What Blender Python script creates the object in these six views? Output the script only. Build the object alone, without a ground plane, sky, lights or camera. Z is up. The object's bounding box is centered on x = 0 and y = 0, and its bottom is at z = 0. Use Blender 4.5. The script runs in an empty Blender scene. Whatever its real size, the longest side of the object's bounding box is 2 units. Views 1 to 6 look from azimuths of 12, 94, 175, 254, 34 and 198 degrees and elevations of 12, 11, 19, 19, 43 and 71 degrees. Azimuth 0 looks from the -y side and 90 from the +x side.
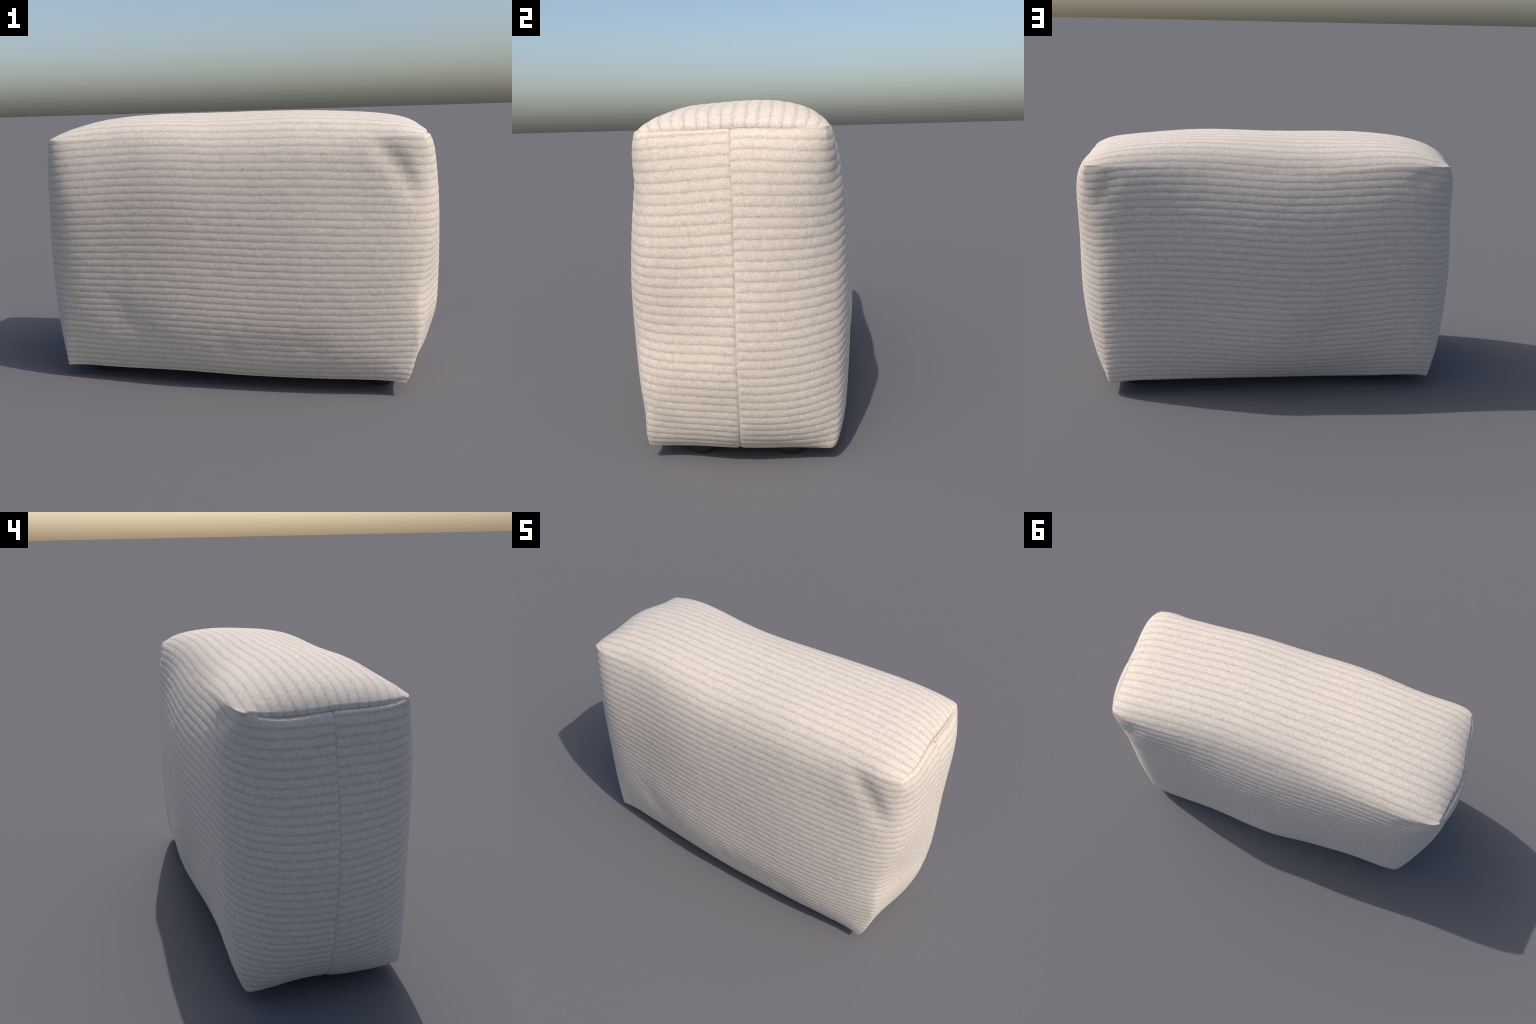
"""An upholstered corduroy pouf: a soft, slightly swollen box of ribbed cream
cloth.  One strip of cloth runs up the front, over the top and down the back;
its side flaps fold round the ends and meet in an upright seam, and a level
seam closes each end under the top.  Four dark round glides carry it."""
import bpy
import math
import numpy as np

# ------------------------------------------------------------------ shape
# The body is a unit box (u, v, w in -1..1) mapped to space:
#   corners   where the eight corners lie,
#   edge bows how each edge departs from the straight line between its corners
#             (first number: a flat offset that fades at the corners, then sine
#             terms of 1, 2, 3 .. half waves; one row per axis across the edge),
#   swells    how far each padded face stands out of the box, as products of
#             the same terms along the two axes of the face.
HALF = (0.9, 0.33, 0.6)
ROUND = 0.07            # how quickly a face swells away from its edges

CORNERS = {
    (-1, -1, -1): (-0.875, -0.344, 0.065),
    (-1, -1, 1): (-0.887, -0.311, 1.223),
    (-1, 1, -1): (-0.870, 0.340, 0.061),
    (-1, 1, 1): (-0.879, 0.329, 1.220),
    (1, -1, -1): (0.853, -0.358, 0.069),
    (1, -1, 1): (0.908, -0.315, 1.214),
    (1, 1, -1): (0.844, 0.336, 0.057),
    (1, 1, 1): (0.893, 0.309, 1.221),
}
EDGE_BOWS = {
    (0, -1, -1): ((0.018, -0.042, 0.000, 0.002, 0.002, -0.001), (0.014, -0.006, 0.002, -0.004, -0.003, -0.001)),
    (0, -1, 1): ((-0.050, -0.003, -0.001, 0.016, 0.003, 0.005), (0.000, -0.014, 0.001, 0.003, 0.002, -0.004)),
    (0, 1, -1): ((0.028, -0.032, -0.017, -0.002, 0.000, 0.003), (0.038, -0.022, -0.012, -0.003, -0.001, 0.001)),
    (0, 1, 1): ((0.034, -0.031, 0.000, 0.002, 0.001, 0.001), (-0.007, -0.019, -0.001, 0.011, 0.005, 0.003)),
    (1, -1, -1): ((-0.009, 0.010, -0.007, -0.004, -0.001), (-0.008, 0.012, -0.003, 0.002, 0.004)),
    (1, -1, 1): ((-0.041, 0.000, 0.003, 0.007, -0.003), (0.000, -0.017, 0.003, -0.007, 0.001)),
    (1, 1, -1): ((0.003, 0.006, -0.005, -0.012, -0.005), (-0.010, 0.013, -0.001, -0.002, -0.003)),
    (1, 1, 1): ((0.022, -0.006, 0.004, 0.003, 0.002), (0.006, 0.000, 0.001, -0.002, 0.001)),
    (2, -1, -1): ((0.006, 0.014, 0.001, -0.002, 0.001), (-0.004, -0.028, 0.002, -0.001, -0.001)),
    (2, -1, 1): ((0.002, 0.021, 0.002, 0.007, -0.005), (0.014, 0.011, 0.011, 0.002, 0.002)),
    (2, 1, -1): ((0.030, 0.005, -0.002, 0.002, 0.011), (-0.013, 0.019, -0.009, 0.009, 0.001)),
    (2, 1, 1): ((0.006, -0.019, -0.001, 0.002, -0.002), (0.021, -0.005, 0.011, -0.007, 0.001)),
}
FACE_SWELLS = {
    (0, -1): (
        (0.068, -0.004, 0.001, -0.002, -0.001),
        (-0.004, 0.060, 0.025, -0.001, 0.004),
        (-0.012, 0.010, -0.001, 0.000, 0.001),
        (0.003, 0.000, -0.001, 0.000, -0.001),
    ),
    (0, 1): (
        (0.043, 0.006, 0.004, 0.002, 0.000),
        (-0.002, 0.050, 0.007, -0.002, -0.004),
        (-0.016, 0.006, -0.003, 0.000, 0.000),
        (-0.001, 0.000, -0.001, 0.001, 0.001),
    ),
    (1, -1): (
        (0.013, 0.023, -0.005, 0.002, -0.001),
        (0.011, 0.023, 0.007, 0.007, 0.002),
        (-0.005, -0.004, -0.003, 0.000, -0.001),
        (0.002, 0.007, 0.001, 0.000, 0.000),
        (0.000, -0.001, 0.000, 0.000, 0.000),
        (0.000, 0.000, 0.000, 0.000, 0.000),
    ),
    (1, 1): (
        (0.013, 0.000, -0.014, 0.005, -0.001),
        (-0.014, 0.102, 0.012, 0.007, 0.002),
        (-0.004, 0.014, 0.004, 0.000, 0.000),
        (-0.009, 0.004, -0.001, -0.001, -0.001),
        (0.000, -0.003, -0.001, 0.000, 0.000),
        (0.001, -0.002, 0.000, 0.000, 0.000),
    ),
    (2, 1): (
        (0.102, -0.033, 0.001, -0.006),
        (0.038, 0.031, -0.009, 0.006),
        (0.000, 0.005, 0.000, -0.001),
        (0.004, -0.005, 0.000, 0.001),
        (0.000, 0.000, 0.001, 0.001),
        (0.000, 0.000, 0.000, 0.000),
    ),
}


def term(s, axis, n):
    if n == 0:
        k = HALF[axis] / ROUND
        return 1 - np.cosh(k * s) / np.cosh(k)
    return np.sin(n * math.pi * (s + 1) / 2)


def body(u, v, w):
    """Points of the padded box; at least one of u, v, w is -1 or 1."""
    c = [np.asarray(a, float) for a in np.broadcast_arrays(u, v, w)]
    share = lambda axis, side: (1 + side * c[axis]) / 2
    p = [np.zeros(c[0].shape) for _ in range(3)]
    for (sx, sy, sz), place in CORNERS.items():
        k = share(0, sx) * share(1, sy) * share(2, sz)
        for i in range(3):
            p[i] += k * place[i]
    terms = {(a, n): term(c[a], a, n) for a in range(3) for n in range(8)}
    for (axis, s1, s2), rows in EDGE_BOWS.items():
        across = [a for a in range(3) if a != axis]
        k = share(across[0], s1) * share(across[1], s2)
        for a, row in zip(across, rows):
            p[a] += k * sum(x * terms[axis, n] for n, x in enumerate(row))
    for (axis, side), table in FACE_SWELLS.items():
        a, b = [i for i in range(3) if i != axis]
        swell = sum(x * terms[a, i] * terms[b, j] for i, row in enumerate(table) for j, x in enumerate(row))
        p[axis] += np.where(np.abs(c[axis] - side) < 1e-6, side * swell, 0)
    return np.stack(p, -1)


# ------------------------------------------------------------------ helpers
def lattice_noise(p, seed):
    """Smooth value noise in -1..1 for an array of points."""
    q = np.floor(p).astype(np.int64)
    f = p - q
    f = f * f * (3 - 2 * f)
    out = np.zeros(p.shape[:-1])
    for dx in (0, 1):
        for dy in (0, 1):
            for dz in (0, 1):
                h = (q[..., 0] + dx) * 73856093 ^ (q[..., 1] + dy) * 19349663 ^ (q[..., 2] + dz) * 83492791 ^ seed * 2654435761
                h = (h ^ (h >> 13)) * 1274126177 & 0x7FFFFFFF
                h = (h ^ (h >> 16)) & 0xFFFF
                k = (f[..., 0] if dx else 1 - f[..., 0]) * (f[..., 1] if dy else 1 - f[..., 1]) * (f[..., 2] if dz else 1 - f[..., 2])
                out += k * (h / 32767.5 - 1)
    return out


def along(path, lengths):
    """Resample a polyline (n, 3) at the given arc lengths."""
    step = np.linalg.norm(np.diff(path, axis=0), axis=1)
    s = np.concatenate([[0], np.cumsum(step)])
    return np.stack([np.interp(lengths, s, path[:, i]) for i in range(3)], -1)


def length(path):
    return np.linalg.norm(np.diff(path, axis=0), axis=1).sum()


def fine(n):
    """-1..1, denser near both ends, where the cloth bends."""
    a = np.linspace(-1, 1, n)
    return 0.65 * np.sin(a * math.pi / 2) + 0.35 * a


def grid_faces(index):
    a = index
    return np.stack([a[:-1, :-1], a[1:, :-1], a[1:, 1:], a[:-1, 1:]], -1).reshape(-1, 4)


def new_mesh(name, verts, faces, materials, face_material=None):
    me = bpy.data.meshes.new(name)
    me.from_pydata([tuple(p) for p in verts], [], [tuple(map(int, f)) for f in faces])
    for m in materials:
        me.materials.append(m)
    if face_material is not None:
        me.polygons.foreach_set("material_index", np.asarray(face_material, np.int32))
    me.polygons.foreach_set("use_smooth", np.ones(len(me.polygons), bool))
    me.update()
    return me


# ------------------------------------------------------------------ materials
def shader(name, rough):
    m = bpy.data.materials.new(name)
    m.use_nodes = True
    nt = m.node_tree
    b = nt.nodes["Principled BSDF"]
    b.inputs["Roughness"].default_value = rough
    b.inputs["Specular IOR Level"].default_value = 0.15
    return m, nt, b


def node(nt, kind, **values):
    n = nt.nodes.new(kind)
    for k, x in values.items():
        if hasattr(n, k):
            setattr(n, k, x)
        else:
            n.inputs[k.replace("_", " ")].default_value = x
    return n


def ramp(nt, source, stops):
    r = nt.nodes.new("ShaderNodeValToRGB")
    while len(r.color_ramp.elements) < len(stops):
        r.color_ramp.elements.new(0.5)
    for e, (at, colour) in zip(r.color_ramp.elements, stops):
        e.position, e.color = at, (*colour, 1)
    nt.links.new(source, r.inputs["Fac"])
    return r


def cloth(name, pale, mid, dark, grain=0.35):
    m, nt, b = shader(name, 0.95)
    b.inputs["Sheen Weight"].default_value = 0.12
    b.inputs["Sheen Roughness"].default_value = 0.6
    co = node(nt, "ShaderNodeTexCoord")
    pile = node(nt, "ShaderNodeTexNoise", Scale=420.0, Detail=1.0, Roughness=0.6)
    nap = node(nt, "ShaderNodeTexNoise", Scale=60.0, Detail=3.0, Roughness=0.65)
    for n in (pile, nap):
        nt.links.new(co.outputs["Object"], n.inputs["Vector"])
    mix = node(nt, "ShaderNodeMath", operation="MULTIPLY_ADD")
    nt.links.new(nap.outputs["Fac"], mix.inputs[0])
    mix.inputs[1].default_value = 0.25
    scaled = node(nt, "ShaderNodeMath", operation="MULTIPLY")
    nt.links.new(pile.outputs["Fac"], scaled.inputs[0])
    scaled.inputs[1].default_value = 0.75
    nt.links.new(scaled.outputs[0], mix.inputs[2])
    col = ramp(nt, mix.outputs[0], [(0.33, dark), (0.5, mid), (0.66, pale)])
    nt.links.new(col.outputs["Color"], b.inputs["Base Color"])
    bump = node(nt, "ShaderNodeBump", Strength=grain, Distance=0.002)
    nt.links.new(mix.outputs[0], bump.inputs["Height"])
    nt.links.new(bump.outputs["Normal"], b.inputs["Normal"])
    return m


PALE, MID, DARK = (0.735, 0.645, 0.558), (0.602, 0.525, 0.450), (0.425, 0.368, 0.315)
CREAM = cloth("ribbed_cloth", PALE, MID, DARK)


def groove_shaded(colour, k, warm):
    """cloth colour darkened and warmed to paint soft shade into the rib grooves"""
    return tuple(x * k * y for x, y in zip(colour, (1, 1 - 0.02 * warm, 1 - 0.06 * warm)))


FURROWS = [cloth(name, groove_shaded(PALE, min(1, k + 0.12), warm), groove_shaded(MID, k, warm), groove_shaded(DARK, k, warm))
           for name, k, warm in (("rib_flank_shade_tint", 0.965, 0.0), ("rib_flank_shade_tint", 0.93, 0.1), ("rib_flank_shade_tint", 0.885, 0.2),
                                 ("rib_foot_shade_tint", 0.83, 0.5), ("rib_furrow_shade_tint", 0.76, 1.0))]
SEAM_DARK = cloth("seam_dark_line", (0.40, 0.31, 0.23), (0.32, 0.25, 0.19), (0.24, 0.19, 0.145))
LINING = cloth("lining_cloth", (0.03, 0.03, 0.032), (0.024, 0.024, 0.026), (0.016, 0.016, 0.018))
PLASTIC, _, _b = shader("black_plastic", 0.45)
_b.inputs["Base Color"].default_value = (0.03, 0.032, 0.035, 1)

# ------------------------------------------------------------------ the cover
# Cloth coordinate t counts ribs along the strip: front from hem to top edge,
# top, back down to its hem.  Furrows lie on the whole numbers.
T_HEM, T_FRONT, T_BACK, T_END = -0.5, 34.7, 50.7, 86.1
RIB_TAPER = 0.22         # ribs get narrower toward the hem
RIB_HEIGHT = 0.0013
SUB = np.array([0.03, 0.08, 0.14, 0.21, 0.29, 0.42, 0.58, 0.71, 0.79, 0.86, 0.92, 0.97])
SEAM_LEAN = {-1: (0.0, 0.0), 1: (0.0, 0.0)}     # where the upright end seam runs: v = a + b * w


def rows_between(a, b):
    k = np.arange(math.floor(a) - 1, math.ceil(b) + 1)
    t = (k[:, None] + SUB[None]).ravel()
    t = t[(t > a + 0.012) & (t < b - 0.012)]
    return np.concatenate([[a], t, [b]])


t_front = rows_between(T_HEM, T_FRONT)
t_top = rows_between(T_FRONT, T_BACK)
t_back = rows_between(T_BACK, T_END)
t_strip = np.concatenate([t_front, t_top[1:], t_back[1:]])
NF, NT = len(t_front), len(t_front) + len(t_top) - 1


def taper(x):
    """share of the height, from the top, taken by the first x of the ribs"""
    return (x - RIB_TAPER * x * x / 2) / (1 - RIB_TAPER / 2)


down_front = taper((T_FRONT - t_front) / (T_FRONT - T_HEM))
down_back = taper((t_back - T_BACK) / (T_END - T_BACK))
over_top = (t_top - T_FRONT) / (T_BACK - T_FRONT)

COLS, HALF_COLS = 250, 56
us = fine(COLS)
ws, vs = fine(90), fine(60)

verts, tcoord, seam = [], [], []       # seam: distance-like mask, 0 at a seam

front_lines = [body(u, -1, ws) for u in us]
top_lines = [body(u, vs, 1) for u in us]
back_lines = [body(u, 1, ws[::-1]) for u in us]
lf, lt, lb = (np.array([length(p) for p in lines]) for lines in (front_lines, top_lines, back_lines))
total = lf + lt + lb
share_f = np.interp(us, [-1, 1], [(lf / total)[0], (lf / total)[-1]])
share_b = np.interp(us, [-1, 1], [(lb / total)[0], (lb / total)[-1]])
keep = 0.35 + 0.65 * np.abs(us) ** 6       # the ribs drift over the top edge in the middle
edge_f = keep * lf + (1 - keep) * share_f * total
edge_b = keep * lb + (1 - keep) * share_b * total

strip = np.zeros((COLS, len(t_strip), 3))
for i in range(COLS):
    path = np.concatenate([front_lines[i], top_lines[i][1:], back_lines[i][1:]])
    a, b = edge_f[i], total[i] - edge_b[i]
    s = np.concatenate([a * (1 - down_front), (a + (b - a) * over_top)[1:], (b + edge_b[i] * down_back)[1:]])
    wob = 0.0018 * lattice_noise(np.stack([us[i] * 14 + 0 * s, s * 12, 0 * s], -1), 3) * (1 - us[i] ** 8)
    inside = np.clip(np.minimum(s, total[i] - s) / 0.05, 0, 1)
    strip[i] = along(path, s + wob * inside)

flaps = {}
for side, col in ((-1, 0), (1, COLS - 1)):
    lean, tilt = SEAM_LEAN[side]
    for front in (True, False):
        down = down_front if front else down_back
        rows = np.zeros((HALF_COLS, len(down), 3))
        for j, x in enumerate(0.5 - 0.5 * np.cos(np.linspace(0, math.pi, HALF_COLS))):
            start = -1 if front else 1
            v = start + ((lean + tilt * ws) - start) * x
            path = body(side, v, ws)[::-1]
            lo = length(path)
            wob = 0.002 * lattice_noise(np.stack([down * lo * 9, 0 * down + x * 4, 0 * down + side * 7 + front], -1), 5)
            wob *= np.clip(np.minimum(down, 1 - down) / 0.04, 0, 1) * 4 * x * (1 - x)
            rows[j] = along(path, down * lo + wob)
        rows[0] = strip[col, :NF] if front else strip[col, NT - 1:]
        flaps[side, front] = rows

# --- round the upright folds: average each row of cloth along its own length there
FOLD = 0.013
for front in (True, False):
    part = slice(0, NF) if front else slice(NT - 1, len(t_strip))
    fade = np.clip((down_front if front else down_back) / 0.10, 0, 1) ** 1.5
    for j in range(len(fade)):
        chain = np.concatenate([flaps[-1, front][::-1, j][:-1], strip[:, part][:, j], flaps[1, front][1:, j]])
        s = np.concatenate([[0], np.cumsum(np.linalg.norm(np.diff(chain, axis=0), axis=1))])
        here = lambda at: np.stack([np.interp(at, s, chain[:, i]) for i in range(3)], -1)
        offs = np.linspace(-2.4, 2.4, 13)
        wts = np.exp(-offs ** 2 / 2)
        soft = sum(k * here(s + o * FOLD) for o, k in zip(offs, wts)) / wts.sum()
        a, b = s[HALF_COLS - 1], s[HALF_COLS + COLS - 2]
        near = np.exp(-((s - a) / 0.08) ** 2) + np.exp(-((s - b) / 0.08) ** 2)
        chain = chain + (near * fade[j])[:, None] * (soft - chain)
        flaps[-1, front][:, j] = chain[:HALF_COLS][::-1]
        strip[:, (j if front else NT - 1 + j)] = chain[HALF_COLS - 1:HALF_COLS - 1 + COLS]
        flaps[1, front][:, j] = chain[-HALF_COLS:]

# --- gather vertices, sharing those on the folds and in the seams
strip_id = np.arange(strip.shape[0] * strip.shape[1]).reshape(strip.shape[:2])
verts = [strip.reshape(-1, 3)]
tcoord = [np.tile(t_strip, COLS)]
top_mask = np.zeros(strip.shape[:2])
side_mask = np.zeros(strip.shape[:2])
count = strip_id.size
face_blocks = [(grid_faces(strip_id), strip_id)]
flap_id = {}
for (side, front), rows in flaps.items():
    t = t_front if front else t_back
    ids = np.zeros(rows.shape[:2], int)
    col = 0 if side < 0 else COLS - 1
    ids[0] = strip_id[col, :NF] if front else strip_id[col, NT - 1:]
    n = (HALF_COLS - 1) * len(t)
    ids[1:] = count + np.arange(n).reshape(HALF_COLS - 1, len(t))
    verts.append(rows[1:].reshape(-1, 3))
    tcoord.append(np.tile(t, HALF_COLS - 1))
    count += n
    flap_id[side, front] = ids
verts = np.concatenate(verts)
tcoord = np.concatenate(tcoord)

faces = [grid_faces(strip_id)]
flip = lambda q: q[:, ::-1]
for (side, front), ids in flap_id.items():
    q = grid_faces(ids)
    faces.append(flip(q) if (side < 0) == front else q)
faces = np.concatenate(faces)
# outward orientation, checked face by face against the centre of the body
mid = verts[faces].mean(1)
nrm = np.cross(verts[faces[:, 2]] - verts[faces[:, 0]], verts[faces[:, 3]] - verts[faces[:, 1]])
turn = ((mid - np.array([0, 0, 0.65])) * nrm).sum(1) < 0
faces[turn] = faces[turn][:, ::-1]



# --- soften the corner tips: cloth cannot come to a point
unit = lambda a: a / np.linalg.norm(a, axis=-1, keepdims=True)
TIP_REACH = 0.07
for (sx, sy, sz) in CORNERS:
    # the upper corners stay pinched into small ears
    cut, soft = (0.005, 0.004) if sz > 0 else (0.002, 0.003)
    tip, out = body(sx, sy, sz), unit(np.array([sx, sy, 0.8 * sz], float))
    gap = verts - tip
    far = np.linalg.norm(gap, axis=1) / TIP_REACH
    press = soft * np.logaddexp(0, (gap @ out + cut) / soft) * np.clip(1 - far ** 2, 0, 1) ** 2
    verts -= out * press[:, None]

vn = np.zeros_like(verts)
nrm = np.cross(verts[faces[:, 2]] - verts[faces[:, 0]], verts[faces[:, 3]] - verts[faces[:, 1]])
for k in range(4):
    np.add.at(vn, faces[:, k], nrm)
vn /= np.linalg.norm(vn, axis=1)[:, None] + 1e-12

# --- relief: round ribs between narrow furrows, and sunk seams
frac = tcoord - np.floor(tcoord)
rib = 1 - np.abs(2 * frac - 1) ** 2.1
relief = RIB_HEIGHT * (rib - 0.72)
at_seam = np.zeros(len(verts))


def sink(points, line, depth, width, lips=0.0):
    """Cloth drawn in toward a seam line (a dense polyline)."""
    d = np.full(len(points), 9.0)
    near = np.arange(len(points))
    for a in range(0, len(line), 40):
        part = line[a:a + 40]
        box = np.all((points > part.min(0) - 4 * width) & (points < part.max(0) + 4 * width), axis=1)
        if box.any():
            q = near[box]
            d[q] = np.minimum(d[q], np.sqrt(((points[q][:, None] - part[None]) ** 2).sum(-1)).min(1))
    at_seam[:] = np.maximum(at_seam, np.exp(-(d / 0.008) ** 2))
    return -depth * np.exp(-d / width) + lips * np.exp(-((d - 2.2 * width) / width) ** 2)


top_fade = np.zeros(len(verts))
for side in (-1, 1):
    level = body(side, np.linspace(-0.93, 0.93, 240), 1)
    relief += sink(verts, level, 0.015, 0.007, 0.001)
    lean, tilt = SEAM_LEAN[side]
    w = np.linspace(-1, 1, 300)
    relief += sink(verts, body(side, lean + tilt * w, w), 0.006, 0.005)
relief -= at_seam * RIB_HEIGHT * (rib - 0.72)
relief += 0.0006 * lattice_noise(verts * 24, 11) + 0.0003 * lattice_noise(verts * 70, 12)
# pinched hollows: (from, to, depth, width), each a valley between two points
# (a negative depth is a soft swelling)
HOLLOWS = [
    ((0.73, -0.38, 1.17), (0.86, -0.38, 0.98), 0.012, 0.050),
    ((0.80, -0.38, 1.13), (0.86, -0.38, 1.03), 0.004, 0.035),
    ((-0.72, 0.38, 1.15), (-0.82, 0.36, 1.19), 0.006, 0.042),
    ((0.76, 0.36, 1.16), (0.83, 0.37, 1.05), 0.005, 0.050),
    ((-0.54, -0.42, 0.40), (-0.44, -0.42, 0.30), 0.005, 0.09),
    ((0.02, -0.42, 0.22), (0.40, -0.42, 0.24), 0.006, 0.08),
    ((-0.33, 0.43, 0.40), (-0.24, 0.43, 0.35), 0.013, 0.11),
    ((0.95, -0.30, 0.40), (0.97, -0.10, 0.38), -0.012, 0.10),
    ((0.91, -0.36, 0.20), (0.91, -0.30, 0.16), 0.009, 0.08),
]
for a, b, depth, width in HOLLOWS:
    a, b = np.array(a), np.array(b)
    x = np.clip(((verts - a) @ (b - a)) / ((b - a) @ (b - a)), 0, 1)
    d = np.linalg.norm(verts - a - x[:, None] * (b - a), axis=1)
    relief -= depth * np.exp(-(d / width) ** 2)
verts = verts + vn * relief[:, None]

# --- the flaps of one end meet in a seam: keep each flap's own edge vertices
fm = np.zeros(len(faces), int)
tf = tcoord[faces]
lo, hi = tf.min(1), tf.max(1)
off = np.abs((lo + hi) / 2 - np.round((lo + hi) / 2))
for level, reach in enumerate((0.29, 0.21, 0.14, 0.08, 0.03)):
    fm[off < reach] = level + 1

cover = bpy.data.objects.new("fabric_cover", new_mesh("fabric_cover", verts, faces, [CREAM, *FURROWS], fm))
# the level seams are creases: no smooth shading across them
crease = np.zeros(len(verts), bool)
for col in (0, COLS - 1):
    crease[strip_id[col, NF - 1:NT]] = True
me = cover.data
pairs = np.zeros(len(me.edges) * 2, np.int32)
me.edges.foreach_get("vertices", pairs)
pairs = pairs.reshape(-1, 2)
sharp = me.attributes.new("sharp_edge", "BOOLEAN", "EDGE")
sharp.data.foreach_set("value", crease[pairs].all(1))


def dark_tube(name, line, radius, material):
    cu = bpy.data.curves.new(name, "CURVE")
    cu.dimensions, cu.bevel_depth, cu.bevel_resolution = "3D", radius, 2
    sp = cu.splines.new("POLY")
    sp.points.add(len(line) - 1)
    sp.points.foreach_set("co", np.concatenate([line, np.ones((len(line), 1))], 1).ravel())
    ob = bpy.data.objects.new(name, cu)
    bpy.context.collection.objects.link(ob)
    me = bpy.data.meshes.new_from_object(ob.evaluated_get(bpy.context.evaluated_depsgraph_get()))
    bpy.data.objects.remove(ob)
    me.name = name
    me.materials.clear()
    me.materials.append(material)
    return bpy.data.objects.new(name, me)


seams = []
for side in (-1, 1):
    keep_rows = strip_id[0 if side < 0 else COLS - 1, NF - 1:NT][16:-16]
    line = verts[keep_rows] + np.array([side * 0.001, 0, 0.001])
    seams.append(dark_tube("seam_dark_line", line, 0.0024, SEAM_DARK))  # brown tube modelled for the shadow line inside the level seam
    w = np.linspace(-0.985, 0.985, 260)
    line = body(side, SEAM_LEAN[side][0] + SEAM_LEAN[side][1] * w, w) - np.array([side * 0.0065, 0, 0])
    seams.append(dark_tube("seam_dark_line", line, 0.0013, SEAM_DARK))

# ------------------------------------------------------------------ under side
uu, vv = np.meshgrid(np.linspace(-1, 1, 60), np.linspace(-1, 1, 30), indexing="ij")
base = body(uu * 0.975, vv * 0.94, -1)
base[..., 2] += 0.004 + 0.018 * (1 - uu ** 6) * (1 - vv ** 6)
ids = np.arange(uu.size).reshape(uu.shape)
lining = bpy.data.objects.new("base_lining", new_mesh("base_lining", base.reshape(-1, 3), grid_faces(ids)[:, ::-1], [LINING]))


def turned(name, profile, material, steps=64):
    ring = [(r * math.cos(a), r * math.sin(a), z) for r, z in profile for a in np.linspace(0, 2 * math.pi, steps, endpoint=False)]
    faces = [(i * steps + k, i * steps + (k + 1) % steps, (i + 1) * steps + (k + 1) % steps, (i + 1) * steps + k)
             for i in range(len(profile) - 1) for k in range(steps)]
    faces.append(tuple(range(steps))[::-1])
    faces.append(tuple((len(profile) - 1) * steps + k for k in range(steps)))
    return new_mesh(name, ring, faces, [material])


foot_mesh = turned("foot", [(0.052, 0.0), (0.058, 0.002), (0.062, 0.008), (0.063, 0.02), (0.063, 0.085)], PLASTIC)

# ------------------------------------------------------------------ assembly
pouf = bpy.data.objects.new("upholstered_pouf", None)
pouf["label"] = "cream ribbed corduroy box pouf on low black feet"
pouf["category"] = "pouf"
bpy.context.collection.objects.link(pouf)
parts = [cover, lining, *seams]
for x in (-0.725, 0.725):
    for y in (-0.172, 0.172):
        f = bpy.data.objects.new("foot", foot_mesh)
        f.location = (x, y, 0)
        parts.append(f)
for o in parts:
    bpy.context.collection.objects.link(o)
    o.parent = pouf
